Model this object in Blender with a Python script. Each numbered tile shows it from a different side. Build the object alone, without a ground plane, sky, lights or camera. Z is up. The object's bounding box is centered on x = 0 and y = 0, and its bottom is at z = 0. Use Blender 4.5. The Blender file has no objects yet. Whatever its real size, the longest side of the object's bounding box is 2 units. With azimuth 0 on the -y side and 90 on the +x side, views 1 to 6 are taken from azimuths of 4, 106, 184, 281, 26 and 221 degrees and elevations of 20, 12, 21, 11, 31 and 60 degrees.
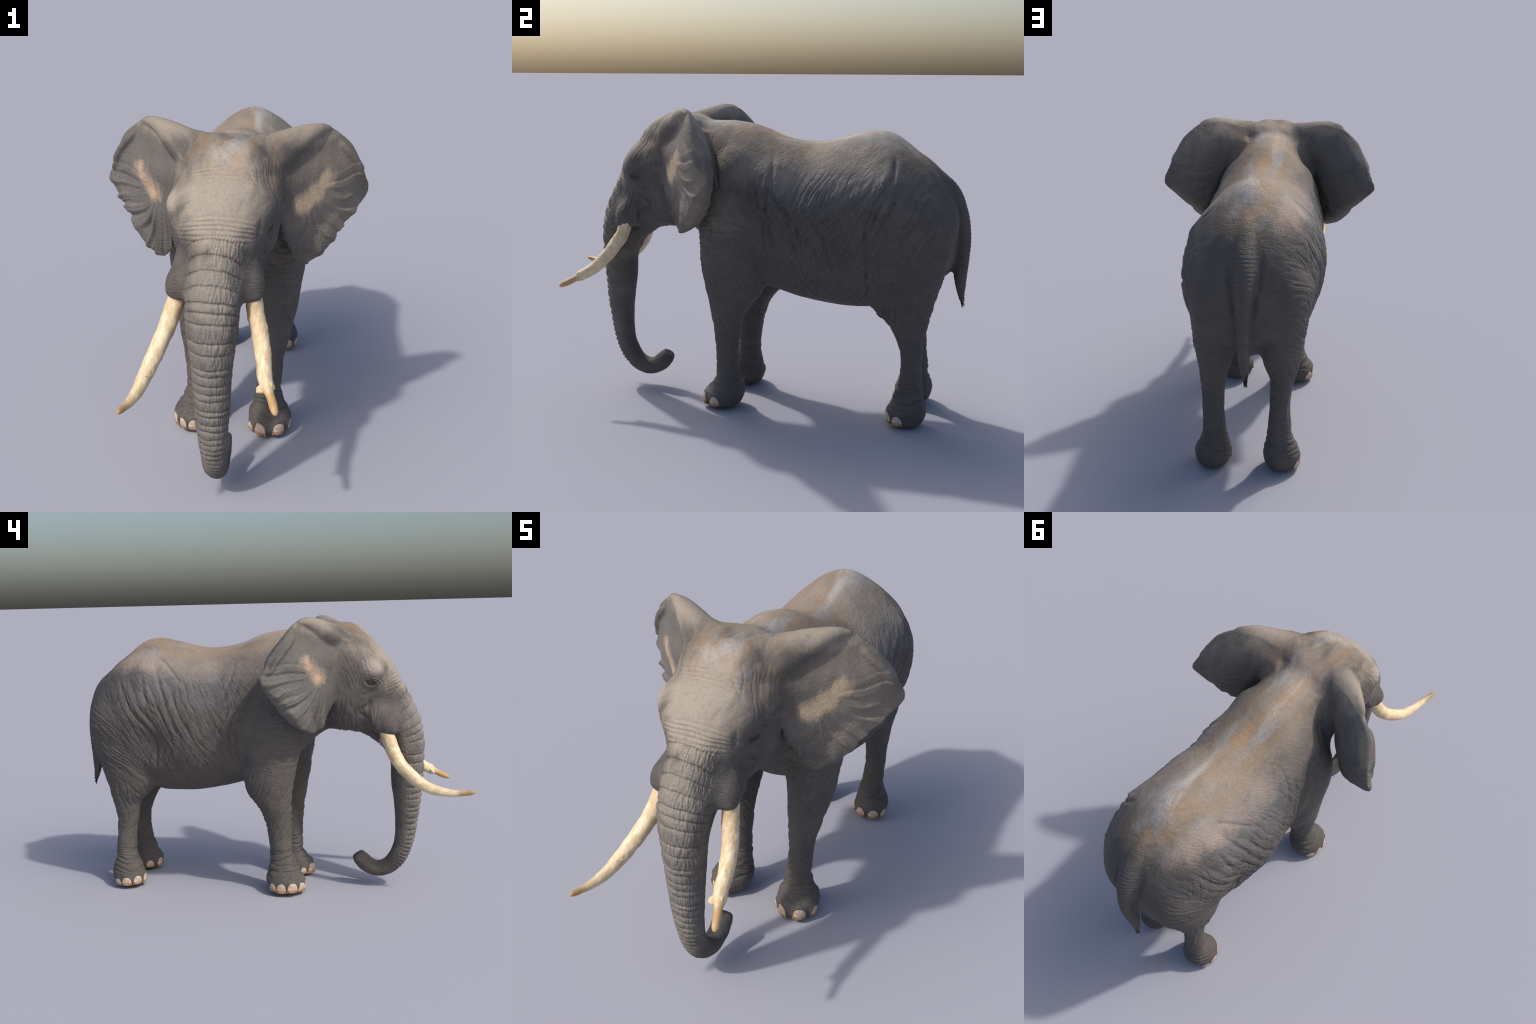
import bpy, bmesh, math, random
import numpy as np
from mathutils import Vector

random.seed(7)
RNG = np.random.default_rng(7)

# ------------------------------------------------------------------ helpers
def smooth_interp(rows, n):
    """Monotone-ish Catmull-Rom resampling of control rows, by chord length of all columns."""
    P = np.array(rows, float)
    d = np.linalg.norm(np.diff(P[:, :3], axis=0), axis=1)
    t = np.concatenate([[0], np.cumsum(np.maximum(d, 1e-6))])
    u = np.linspace(0, t[-1], n)
    m = np.zeros_like(P)
    m[1:-1] = (P[2:] - P[:-2]) / (t[2:] - t[:-2])[:, None]
    m[0] = (P[1] - P[0]) / (t[1] - t[0])
    m[-1] = (P[-1] - P[-2]) / (t[-1] - t[-2])
    i = np.clip(np.searchsorted(t, u, side='right') - 1, 0, len(t) - 2)
    h = (t[i + 1] - t[i])[:, None]
    x = ((u - t[i]) / (t[i + 1] - t[i]))[:, None]
    return ((2*x**3 - 3*x**2 + 1) * P[i] + (x**3 - 2*x**2 + x) * h * m[i]
            + (-2*x**3 + 3*x**2) * P[i + 1] + (x**3 - x**2) * h * m[i + 1])


def superellipse(theta, p):
    c, s = np.cos(theta), np.sin(theta)
    r = (np.abs(c)**p + np.abs(s)**p) ** (-1.0 / p)
    return r * c, r * s


def tube_mesh(rings):
    """rings: (n, k, 3) -> verts, faces of a closed tube with fan caps."""
    n, k, _ = rings.shape
    V = rings.reshape(-1, 3).tolist()
    F = []
    for i in range(n - 1):
        for j in range(k):
            a, b = i*k + j, i*k + (j + 1) % k
            F.append((a, b, b + k, a + k))
    V.append(rings[0].mean(0).tolist()); V.append(rings[-1].mean(0).tolist())
    c0, c1 = n*k, n*k + 1
    for j in range(k):
        F.append((c0, (j + 1) % k, j))
        F.append((c1, (n - 1)*k + j, (n - 1)*k + (j + 1) % k))
    return V, F


def spine_tube(rows, n=60, k=40, p=2.0):
    """rows: x, y, z, radius in the profile plane, lateral radius. Tube lying near the y-z plane."""
    R = smooth_interp(rows, n)
    c = R[:, :3]
    t = np.gradient(c, axis=0)
    t /= np.linalg.norm(t, axis=1)[:, None]
    side = np.tile([1.0, 0, 0], (n, 1))
    side -= t * (side * t).sum(1)[:, None]
    side /= np.linalg.norm(side, axis=1)[:, None]
    nor = np.cross(t, side)
    th = np.linspace(0, 2*math.pi, k, endpoint=False)
    a, b = superellipse(th, p)
    return c[:, None] + side[:, None] * (a[None, :, None] * R[:, None, 4:5]) + nor[:, None] * (b[None, :, None] * R[:, None, 3:4])


class Pile:
    def __init__(self):
        self.v, self.f = [], []

    def add(self, vf):
        o = len(self.v)
        self.v += vf[0]
        self.f += [tuple(i + o for i in q) for q in vf[1]]


def perlin(P, seed=0):
    """3-D gradient noise in about -1..1, vectorised."""
    P = np.asarray(P, float)
    I = np.floor(P).astype(np.int64)
    f = P - I
    w = f*f*f*(f*(f*6 - 15) + 10)
    out = np.zeros(len(P))
    for dx in (0, 1):
        for dy in (0, 1):
            for dz in (0, 1):
                x, y, z = I[:, 0] + dx, I[:, 1] + dy, I[:, 2] + dz
                h = (x*374761393 + y*668265263 + z*2147483647 + seed*144665) & 0xffffffff
                h = ((h ^ (h >> 13)) * 1274126177) & 0xffffffff
                h = h ^ (h >> 16)
                a = (h & 1023) / 1023.0 * 2*math.pi
                cz = ((h >> 10) & 1023) / 511.5 - 1.0
                s = np.sqrt(np.maximum(0, 1 - cz*cz))
                g = (np.cos(a)*s*(f[:, 0] - dx) + np.sin(a)*s*(f[:, 1] - dy) + cz*(f[:, 2] - dz))
                out += (np.where(dx, w[:, 0], 1 - w[:, 0]) * np.where(dy, w[:, 1], 1 - w[:, 1])
                        * np.where(dz, w[:, 2], 1 - w[:, 2])) * g
    return out * 1.5


def sstep(a, b, x):
    t = np.clip((x - a) / (b - a), 0, 1)
    return t*t*(3 - 2*t)


# ------------------------------------------------------------------ the body's profiles
# torso: y, top z, bottom z, z of greatest width, half width, centre x, exponent above, exponent below
TORSO = [
    (-.44, 1.265, .90, 1.09, .08, -.01, 2.0, 2.0),
    (-.34, 1.320, .85, 1.07, .15, -.01, 2.0, 2.0),
    (-.23, 1.318, .785, 1.03, .190, 0, 2.0, 2.0),
    (-.15, 1.314, .71, .98, .212, 0, 2.0, 2.0),
    (-.07, 1.313, .635, .93, .228, 0, 1.95, 2.0),
    (.04, 1.297, .575, .90, .264, 0, 1.9, 2.0),
    (.15, 1.254, .545, .88, .289, .002, 1.9, 2.0),
    (.25, 1.233, .52, .87, .297, .004, 1.9, 2.0),
    (.36, 1.236, .503, .86, .312, .004, 1.85, 2.1),
    (.48, 1.263, .496, .85, .311, .007, 1.8, 2.2),
    (.58, 1.280, .50, .87, .306, .009, 1.78, 2.2),
    (.66, 1.266, .53, .89, .297, .012, 1.8, 2.2),
    (.74, 1.216, .57, .89, .288, .018, 1.9, 2.1),
    (.82, 1.148, .62, .88, .260, .020, 2.0, 2.0),
    (.885, 1.066, .67, .86, .216, .016, 2.15, 2.1),
    (.925, .993, .70, .84, .158, .012, 2.2, 2.2),
    (.946, .93, .79, .86, .065, .012, 2, 2),
]
# head, slices by height: z, front y, back y, half width, centre x, exponent, widening to the rear
HEAD = [
    (1.347, -.40, -.30, .055, -.008, 2.0, 0),
    (1.333, -.43, -.24, .100, -.008, 2.2, 0),
    (1.31, -.460, -.20, .135, -.008, 2.4, 0),
    (1.27, -.500, -.18, .160, -.010, 2.5, 0),
    (1.22, -.540, -.18, .173, -.012, 2.6, 0),
    (1.17, -.583, -.18, .187, -.012, 2.6, 0),
    (1.12, -.617, -.18, .198, -.014, 2.6, .02),
    (1.07, -.643, -.18, .196, -.016, 2.5, .06),
    (1.00, -.669, -.19, .180, -.018, 2.2, .16),
    (.93, -.670, -.21, .160, -.02, 2.0, .22),
    (.87, -.65, -.235, .140, -.02, 2.0, .24),
    (.835, -.57, -.26, .115, -.018, 2.0, .2),
    (.815, -.50, -.33, .06, -.015, 2.0, 0),
]
# trunk: x, y, z, radius in profile, lateral radius
TRUNK = [
    (-.016, -.575, 1.03, .080, .095),
    (-.020, -.622, .93, .084, .098),
    (-.022, -.655, .85, .087, .100),
    (-.023, -.672, .76, .086, .096),
    (-.022, -.674, .68, .083, .087),
    (-.021, -.673, .56, .079, .074),
    (-.018, -.675, .43, .065, .067),
    (-.016, -.669, .31, .053, .058),
    (-.012, -.655, .225, .048, .051),
    (-.010, -.626, .158, .046, .047),
    (-.008, -.585, .112, .043, .044),
    (-.006, -.532, .094, .042, .042),
    (-.005, -.482, .108, .041, .041),
    (-.005, -.445, .142, .041, .041),
    (-.005, -.424, .172, .030, .036),
]
# legs: z, front y, back y, inner x, outer x  (x measured outwards from the middle)
FORELEG_R = [
    (.000, -.125, -.045, .125, .205), (.007, -.152, -.018, .098, .230), (.018, -.166, -.004, .082, .243), (.042, -.175, .006, .072, .249),
    (.075, -.170, .017, .070, .254), (.105, -.148, .013, .076, .240), (.140, -.123, -.005, .088, .222),
    (.20, -.121, -.013, .098, .210), (.28, -.123, -.012, .105, .211), (.36, -.130, 0, .105, .216),
    (.43, -.139, .013, .100, .234), (.50, -.152, .064, .094, .248), (.56, -.163, .106, .085, .260),
    (.62, -.172, .130, .085, .268), (.70, -.180, .142, .075, .279), (.80, -.192, .155, .06, .287),
    (.92, -.19, .15, .03, .283), (1.05, -.17, .12, .0, .250), (1.16, -.14, .08, .02, .198), (1.24, -.10, .04, .03, .13)]
FORELEG_L = [
    (.000, -.112, -.035, .128, .203), (.007, -.138, -.008, .102, .228), (.018, -.153, .008, .086, .240), (.042, -.168, .018, .076, .247),
    (.075, -.170, .027, .070, .250), (.105, -.152, .022, .072, .237), (.140, -.135, .012, .078, .218),
    (.20, -.112, .008, .084, .206), (.28, -.108, .011, .088, .213), (.36, -.110, .026, .087, .222),
    (.43, -.112, .050, .086, .238), (.50, -.116, .105, .082, .253), (.56, -.124, .126, .075, .265),
    (.62, -.137, .145, .075, .268), (.70, -.155, .155, .07, .279), (.80, -.182, .162, .06, .285),
    (.92, -.19, .155, .03, .282), (1.05, -.17, .12, .0, .248), (1.16, -.14, .08, .02, .198), (1.24, -.10, .04, .03, .13)]
HINDLEG_R = [
    (.000, .733, .795, .138, .200), (.007, .708, .820, .113, .224), (.018, .693, .837, .099, .238), (.046, .682, .850, .090, .246),
    (.080, .683, .855, .088, .250), (.115, .697, .846, .092, .236), (.15, .710, .836, .098, .222),
    (.20, .724, .831, .108, .215), (.29, .733, .827, .113, .214), (.375, .716, .829, .113, .216),
    (.45, .678, .845, .105, .226), (.50, .632, .858, .094, .231), (.56, .585, .872, .072, .240),
    (.64, .56, .894, .04, .252), (.75, .55, .924, .03, .264), (.90, .57, .93, .02, .268),
    (1.02, .60, .875, .02, .22), (1.10, .64, .82, .03, .15)]
HINDLEG_L = [
    (.000, .733, .793, .110, .170), (.007, .708, .818, .085, .195), (.018, .693, .835, .071, .209), (.046, .682, .847, .062, .219),
    (.080, .682, .853, .058, .222), (.115, .692, .845, .063, .212), (.15, .712, .834, .070, .196),
    (.20, .723, .829, .077, .186), (.29, .714, .820, .082, .178), (.375, .698, .818, .083, .181),
    (.45, .682, .832, .079, .196), (.50, .632, .846, .058, .212), (.56, .578, .864, .036, .224),
    (.64, .56, .888, .02, .236), (.75, .55, .922, .02, .250), (.90, .57, .93, .02, .262),
    (1.02, .60, .875, .02, .21), (1.10, .64, .82, .03, .14)]
# tail: x, y, z, radius in profile, lateral radius
TAIL = [
    (.016, .66, 1.16, .050, .060), (.017, .755, 1.145, .048, .058), (.018, .835, 1.085, .046, .052), (.018, .903, 1.025, .045, .045),
    (.016, .941, .945, .042, .039), (.015, .963, .865, .037, .032), (.014, .969, .785, .033, .028), (.014, .964, .72, .034, .027),
    (.012, .963, .65, .029, .025), (.009, .967, .60, .021, .020), (.005, .972, .555, .012, .013),
    (.003, .973, .54, .009, .010)]
# ear sheet (for the +x side): rows from the top edge down, columns from the root to the rim
EAR = [
    [(.13, -.29, 1.335), (.22, -.255, 1.368), (.28, -.225, 1.376), (.33, -.195, 1.370), (.372, -.170, 1.350)],
    [(.15, -.325, 1.27), (.26, -.262, 1.285), (.32, -.218, 1.30), (.38, -.178, 1.30), (.444, -.140, 1.288)],
    [(.17, -.365, 1.18), (.28, -.288, 1.19), (.36, -.222, 1.195), (.43, -.154, 1.19), (.492, -.072, 1.175)],
    [(.17, -.370, 1.09), (.29, -.278, 1.09), (.375, -.204, 1.09), (.45, -.124, 1.09), (.522, -.045, 1.09)],
    [(.19, -.340, 1.0), (.275, -.280, 1.0), (.34, -.220, 1.0), (.40, -.178, 1.0), (.457, -.120, 1.0)],
    [(.212, -.312, .93), (.26, -.276, .93), (.305, -.237, .93), (.355, -.212, .925), (.411, -.160, .935)],
    [(.238, -.29, .86), (.262, -.268, .86), (.285, -.248, .86), (.312, -.234, .86), (.355, -.193, .866)],
    [(.262, -.262, .828), (.268, -.257, .826), (.275, -.253, .825), (.285, -.248, .827), (.30, -.231, .834)],
]
# back of the ear, same rows and columns
EAR_BACK = [
    [(.13, -.25, 1.325), (.22, -.22, 1.358), (.28, -.195, 1.366), (.33, -.175, 1.360), (.374, -.155, 1.347)],
    [(.14, -.19, 1.26), (.25, -.15, 1.285), (.33, -.125, 1.295), (.39, -.115, 1.293), (.438, -.118, 1.283)],
    [(.20, -.178, 1.18), (.30, -.105, 1.19), (.37, -.07, 1.195), (.44, -.045, 1.19), (.495, -.05, 1.175)],
    [(.25, -.135, 1.09), (.34, -.075, 1.09), (.40, -.05, 1.09), (.46, -.03, 1.09), (.525, -.027, 1.09)],
    [(.30, -.11, 1.0), (.35, -.08, 1.0), (.385, -.065, 1.0), (.42, -.06, 1.0), (.458, -.075, 1.0)],
    [(.31, -.125, .94), (.335, -.105, .935), (.35, -.10, .93), (.375, -.10, .93), (.41, -.116, .935)],
    [(.266, -.175, .868), (.285, -.165, .868), (.305, -.160, .868), (.328, -.160, .868), (.357, -.170, .868)],
    [(.268, -.246, .829), (.273, -.243, .828), (.28, -.240, .827), (.29, -.234, .828), (.304, -.218, .835)],
]


def torso_mesh():
    R = smooth_interp(TORSO, 90)
    th = np.linspace(0, 2*math.pi, 72, endpoint=False)
    rings = []
    for y, zt, zb, zm, hw, cx, pt, pb in R:
        up = np.sin(th) >= 0
        cu, su = superellipse(th, pt)
        cd, sd = superellipse(th, pb)
        x = np.where(up, cu, cd) * hw + cx
        z = zm + np.where(up, su * (zt - zm), sd * (zm - zb))
        rings.append(np.stack([x, np.full_like(x, y), z], 1))
    return tube_mesh(np.array(rings))


def slice_mesh(rows, mode, sign=1, n=70, k=56):
    R = smooth_interp(rows, n)
    th = np.linspace(0, 2*math.pi, k, endpoint=False)
    rings = []
    for r in R:
        if mode == 'head':
            z, yf, yb, hw, cx, p, tp = r
            a, b = superellipse(th, p)
            x, y = cx + a*hw*(1 + tp*b), (yf + yb)/2 + b*(yb - yf)/2
        else:
            z, yf, yb, xi, xo = r
            a, b = superellipse(th, 2.03)
            x, y = sign*((xi + xo)/2 + a*(xo - xi)/2), (yf + yb)/2 + b*(yb - yf)/2
        rings.append(np.stack([x, y, np.full_like(x, z)], 1))
    return tube_mesh(np.array(rings))


def ear_surface(rows):
    A = np.stack([smooth_interp(row, 40) for row in rows])
    return np.stack([smooth_interp(A[:, j], 60) for j in range(A.shape[1])], 1)


def ear_mesh(side):
    front, back = ear_surface(EAR), ear_surface(EAR_BACK)
    if side < 0:
        front, back = front * np.array([-1, 1, 1]), back * np.array([-1, 1, 1])
    n, k, _ = front.shape
    V = np.concatenate([front.reshape(-1, 3), back.reshape(-1, 3)])
    F = []
    o = n*k
    for i in range(n - 1):
        for j in range(k - 1):
            a = i*k + j
            F.append((a, a + 1, a + k + 1, a + k))
            F.append((o + a, o + a + k, o + a + k + 1, o + a + 1))
    border = [i for i in range(k)] + [i*k + k - 1 for i in range(1, n)] + [(n - 1)*k + j for j in range(k - 2, -1, -1)] + [i*k for i in range(n - 2, 0, -1)]
    for a, b in zip(border, border[1:] + border[:1]):
        F.append((a, o + a, o + b, b))
    return V.tolist(), F


PARTS = ['torso', 'head', 'trunk', 'foreleg', 'foreleg.001', 'hindleg', 'hindleg.001', 'tail', 'ear', 'ear.001']


def build_raw():
    """All closed pieces of the body in one mesh, plus the part each raw vertex came from."""
    pile, tag = Pile(), []

    def put(part, vf):
        pile.add(vf)
        tag.extend([PARTS.index(part)] * len(vf[0]))

    put('torso', torso_mesh())
    put('head', slice_mesh(HEAD, 'head'))
    put('trunk', tube_mesh(spine_tube(TRUNK, 110, 48)))
    for rows, sg, part in ((FORELEG_R, 1, 'foreleg'), (FORELEG_L, -1, 'foreleg.001'),
                           (HINDLEG_R, 1, 'hindleg'), (HINDLEG_L, -1, 'hindleg.001')):
        put(part, slice_mesh(rows, 'leg', sg))
    put('tail', tube_mesh(spine_tube(TAIL, 70, 32)))
    for sg, part in ((1, 'ear'), (-1, 'ear.001')):
        put(part, ear_mesh(sg))
        # thick helix: the tapering fold along the top of the ear
        put(part, tube_mesh(spine_tube_free([
            (sg*.10, -.31, 1.265, .082), (sg*.17, -.29, 1.29, .066), (sg*.235, -.257, 1.325, .047),
            (sg*.29, -.226, 1.350, .029), (sg*.335, -.196, 1.359, .015), (sg*.36, -.18, 1.355, .006)], 40)))
        # rolled rim of the outer edge
        put(part, tube_mesh(spine_tube_free([
            (sg*.388, -.165, 1.312, .006), (sg*.41, -.163, 1.285, .014), (sg*.443, -.138, 1.245, .016),
            (sg*.470, -.110, 1.205, .015), (sg*.493, -.082, 1.160, .012), (sg*.508, -.062, 1.125, .005)], 40)))
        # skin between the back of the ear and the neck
        put('torso', tube_mesh(spine_tube_free([(sg*.10, -.205, 1.25, .045), (sg*.150, -.20, 1.20, .042), (sg*.178, -.185, 1.13, .036),
                                                (sg*.19, -.17, 1.06, .028), (sg*.195, -.16, 1.01, .018)], 30)))
    # tusk sheaths
    put('head', tube_mesh(spine_tube_free([(.060, -.52, .99, .055), (.078, -.555, .93, .060), (.094, -.578, .878, .060), (.104, -.594, .835, .050), (.112, -.600, .808, .035)], 30)))
    put('head', tube_mesh(spine_tube_free([(-.098, -.52, .99, .055), (-.118, -.555, .93, .060), (-.138, -.578, .878, .062), (-.153, -.594, .835, .052), (-.163, -.600, .806, .036)], 30)))
    put('head', tube_mesh(spine_tube_free([(.075, -.49, .97, .05), (.088, -.525, .90, .055), (.098, -.548, .845, .045), (.102, -.555, .82, .03)], 24)))
    put('head', tube_mesh(spine_tube_free([(-.115, -.49, .97, .05), (-.135, -.525, .90, .055), (-.147, -.548, .845, .046), (-.152, -.555, .82, .03)], 24)))
    # lower lip and mouth corner behind the tusks
    for lx in (-.050, .012):
        put('head', tube_mesh(spine_tube_free([(lx, -.40, .865, .055), (lx, -.47, .850, .052), (lx, -.532, .808, .046), (lx, -.580, .758, .038), (lx, -.606, .705, .034), (lx, -.620, .66, .028)], 36)))
    # web of skin between the hind legs
    put('torso', tube_mesh(spine_tube_free([(.01, .50, .575, .065), (.01, .60, .575, .062), (.012, .70, .595, .062), (.012, .80, .635, .060), (.012, .875, .70, .045)], 24)))
    # soft bulge under the tail
    put('torso', tube_mesh(spine_tube_free([(.012, .84, .76, .05), (.012, .875, .70, .05), (.012, .885, .665, .035), (.012, .887, .65, .015)], 24)))
    me = bpy.data.meshes.new('raw')
    me.from_pydata(pile.v, [], pile.f)
    bm = bmesh.new(); bm.from_mesh(me)
    bmesh.ops.recalc_face_normals(bm, faces=bm.faces)   # every piece closed and facing outwards before the union
    bm.to_mesh(me); bm.free()
    return me, np.array(pile.v), np.array(tag)


def spine_tube_free(rows, n=40, k=28):
    R = smooth_interp(rows, n)
    c = R[:, :3]
    t = np.gradient(c, axis=0); t /= np.linalg.norm(t, axis=1)[:, None]
    ref = np.array([0, 1.0, 0]) if abs(t[0] @ np.array([0, 1.0, 0])) < .8 else np.array([1.0, 0, 0])
    a = np.cross(t, ref); a /= np.linalg.norm(a, axis=1)[:, None]
    b = np.cross(t, a)
    th = np.linspace(0, 2*math.pi, k, endpoint=False)
    return c[:, None] + R[:, None, 3:4]*(a[:, None]*np.cos(th)[None, :, None] + b[:, None]*np.sin(th)[None, :, None])


def apply_modifier(me, make):
    ob = bpy.data.objects.new('work', me)
    bpy.context.scene.collection.objects.link(ob)
    make(ob)
    dg = bpy.context.evaluated_depsgraph_get()
    out = bpy.data.meshes.new_from_object(ob.evaluated_get(dg))
    bpy.data.objects.remove(ob)
    bpy.data.meshes.remove(me)
    return out


def remesh(ob):
    m = ob.modifiers.new('r', 'REMESH'); m.mode = 'VOXEL'; m.voxel_size = .0065; m.adaptivity = 0


def subdivide(ob):
    m = ob.modifiers.new('s', 'SUBSURF'); m.levels = m.render_levels = 1


def coords(me):
    v = np.empty(len(me.vertices)*3); me.vertices.foreach_get('co', v)
    return v.reshape(-1, 3)


def edges_of(me):
    e = np.empty(len(me.edges)*2, np.int64); me.edges.foreach_get('vertices', e)
    return e.reshape(-1, 2)


def normals_of(me):
    v = np.empty(len(me.vertices)*3); me.vertices.foreach_get('normal', v)
    return v.reshape(-1, 3)


def laplace(V, E, n, w=None, lam=.5, mu=None):
    cnt = np.bincount(E.ravel(), minlength=len(V)).astype(float)
    cnt[cnt == 0] = 1
    wt = np.ones(len(V)) if w is None else w
    for it in range(n):
        for f in ((lam,) if mu is None else (lam, mu)):
            S = np.empty_like(V)
            for c in range(3):
                S[:, c] = (np.bincount(E[:, 0], V[E[:, 1], c], len(V)) + np.bincount(E[:, 1], V[E[:, 0], c], len(V))) / cnt
            V = V + (S - V) * (f*wt)[:, None]
    return V


# ------------------------------------------------------------------ one smooth body
from mathutils.kdtree import KDTree
from mathutils.bvhtree import BVHTree

raw, raw_v, raw_tag = build_raw()
me = apply_modifier(raw, remesh)
V, E = coords(me), edges_of(me)
nf = len(me.polygons)
loops = np.empty(len(me.loops), np.int64); me.loops.foreach_get('vertex_index', loops)
loop_e = np.empty(len(me.loops), np.int64); me.loops.foreach_get('edge_index', loop_e)
Q, QE = loops.reshape(nf, 4), loop_e.reshape(nf, 4)          # the voxel remesher gives quads only

# which part every vertex belongs to, diffused into soft weights
kd = KDTree(len(raw_v))
for i, p in enumerate(raw_v):
    kd.insert(p, i)
kd.balance()
tag = raw_tag[np.array([kd.find(p)[1] for p in V])]
tag[(V[:, 1] > -.30) & (tag == PARTS.index('head')) & (V[:, 2] < 1.0)] = 0
W = np.eye(len(PARTS))[tag]
deg = np.bincount(E.ravel(), minlength=len(V)).astype(float)


def diffuse(A, n):
    A = A.copy()
    for _ in range(n):
        for c in range(A.shape[1]):
            A[:, c] = .5*A[:, c] + .5*(np.bincount(E[:, 0], A[E[:, 1], c], len(A)) + np.bincount(E[:, 1], A[E[:, 0], c], len(A))) / deg
    return A


W = diffuse(W, 25)
hard = np.eye(len(PARTS))[W.argmax(1)]
w_ear = hard[:, 8:].sum(1)
w_join = np.clip(1 - (W.max(1) - .5) / .5, 0, 1)          # near the border between two parts
w_join = diffuse(w_join[:, None], 15)[:, 0]
w_join /= w_join.max()

V = laplace(V, E, 5, None, .5, -.52)
thin = np.clip(w_ear*sstep(.24, .30, np.abs(V[:, 0])) + sstep(.93, .95, V[:, 1]) + sstep(.22, .14, V[:, 2]), 0, 1)
V = laplace(V, E, 10, 1 - .85*thin, .5)
V = laplace(V, E, 45, np.clip(w_join*1.6, 0, 1) * (1 - thin) * (V[:, 2] > .3) * np.clip(1 - 4*W[:, 7], 0, 1), .5)
soft = sum(np.exp(-(np.linalg.norm((V - np.array(c))/np.array((.05, .06, .07)), axis=1))**2) for c in ((.075, -.655, .875), (-.12, -.655, .875), (.085, -.60, .97), (-.115, -.60, .97)))
V = laplace(V, E, 70, np.clip(soft*1.4, 0, 1), .5)


def bump(P, N, centre, radius, amount, direction=None):
    r = np.linalg.norm((P - np.array(centre)) / np.array(radius), axis=1)
    a = amount * np.exp(-r*r)[:, None]
    return P + (N if direction is None else np.array(direction)) * a


def quad_normals(P, F):
    n = np.cross(P[F[:, 2]] - P[F[:, 0]], P[F[:, 3]] - P[F[:, 1]])
    out = np.zeros_like(P)
    for k in range(4):
        for c in range(3):
            out[:, c] += np.bincount(F[:, k], n[:, c], len(P))
    return out / np.maximum(np.linalg.norm(out, axis=1), 1e-12)[:, None]


# broad anatomy: brows, temples, cheeks, shoulder blades, hips
N = quad_normals(V, Q)
SCULPT = [
    ((-.175, -.45, 1.225), (.06, .055, .05), -.010), ((.155, -.45, 1.225), (.06, .055, .05), -.008),   # temple hollows
    ((-.150, -.625, 1.06), (.05, .05, .05), -.010), ((.115, -.625, 1.06), (.05, .05, .05), -.010),     # beside the trunk root
    ((-.165, -.590, .955), (.06, .050, .05), -.020), ((.125, -.590, .955), (.06, .050, .05), -.008),         # behind the tusk sheaths
    ((-.19, -.36, .97), (.06, .07, .08), .018), ((.17, -.35, .96), (.06, .07, .08), .026),
    ((.185, -.375, 1.235), (.06, .055, .07), .026), ((-.20, -.37, 1.235), (.06, .055, .07), .018),
    ((-.115, -.50, 1.275), .035, .007), ((.095, -.50, 1.275), .035, .007),        # knobs of the crown
    ((-.010, -.36, 1.35), (.03, .12, .06), -.007),                                # cleft of the crown
    ((-.20, -.40, 1.10), (.06, .06, .10), .010), ((.18, -.40, 1.10), (.06, .06, .10), .010),           # cheek arch
    ((.26, .62, 1.06), .07, .010), ((-.235, .62, 1.09), (.06, .07, .05), .014),   # hip bones
    ((-.20, .74, 1.06), (.05, .04, .06), .010),
    ((.01, .56, 1.28), (.05, .16, .05), .006),                                    # spine over the rump
    ((.20, -.02, 1.14), (.06, .07, .09), .010), ((-.19, -.02, 1.14), (.06, .07, .09), .010),           # shoulder blades
    ((.245, .15, .72), (.06, .05, .14), -.012), ((-.245, .17, .72), (.06, .05, .14), -.012),           # behind the elbow
    ((.32, .475, .78), (.10, .115, .115), -.060), ((-.30, .57, .76), (.10, .085, .10), -.040),
    ((.25, .27, 1.07), (.08, .07, .07), -.015),          # hollow before the thigh
    ((.06, .20, 1.22), (.05, .12, .05), .006), ((.115, .915, .93), (.05, .06, .09), .016),
    ((.235, .63, .56), (.07, .06, .09), .022), ((.24, .76, .62), (.07, .07, .09), .010), ((.10, .80, .52), (.03, .06, .06), .010),
]
for c, r, a in SCULPT:
    V = bump(V, N, c, r, a)
V = bump(V, N, (-.19, -.53, 1.14), .055, .020, (-.95, .15, .25))
V = bump(V, N, (.16, -.53, 1.14), .055, .017, (.95, .15, .25))
# eyes: find where they sit on the head, then raise the lids around them
tree = BVHTree.FromPolygons([tuple(p) for p in V], [tuple(q) for q in Q])
EYES = []
for ex in (.19, -.225):
    loc, nor, _, _ = tree.find_nearest(Vector((ex, -.510, 1.055)))
    EYES.append((np.array(loc), np.array(nor)))

# one linear subdivision, carrying the weights along
def refine(P):
    return np.concatenate([P, (P[E[:, 0]] + P[E[:, 1]])/2, P[Q].mean(1)])

nv, ne = len(V), len(E)
fc = nv + ne + np.arange(nf)
em = nv + QE                                   # edge k of a quad runs from corner k to corner k+1
Q2 = np.concatenate([np.stack([Q[:, k], em[:, k], fc, em[:, (k + 3) % 4]], 1) for k in range(4)])
P, W2 = refine(V), refine(W)
e2 = np.concatenate([np.stack([Q2[:, k], Q2[:, (k + 1) % 4]], 1) for k in range(4)])
e2.sort(axis=1)
code = np.unique(e2[:, 0]*len(P) + e2[:, 1])
E2 = np.stack([code // len(P), code % len(P)], 1)
P = laplace(P, E2, 2, None, .5, -.5)
N = quad_normals(P, Q2)
tree = BVHTree.FromPolygons([tuple(p) for p in V], [tuple(q) for q in Q])
part = lambda *n: W2[:, [PARTS.index(k) for k in n]].sum(1)

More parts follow.
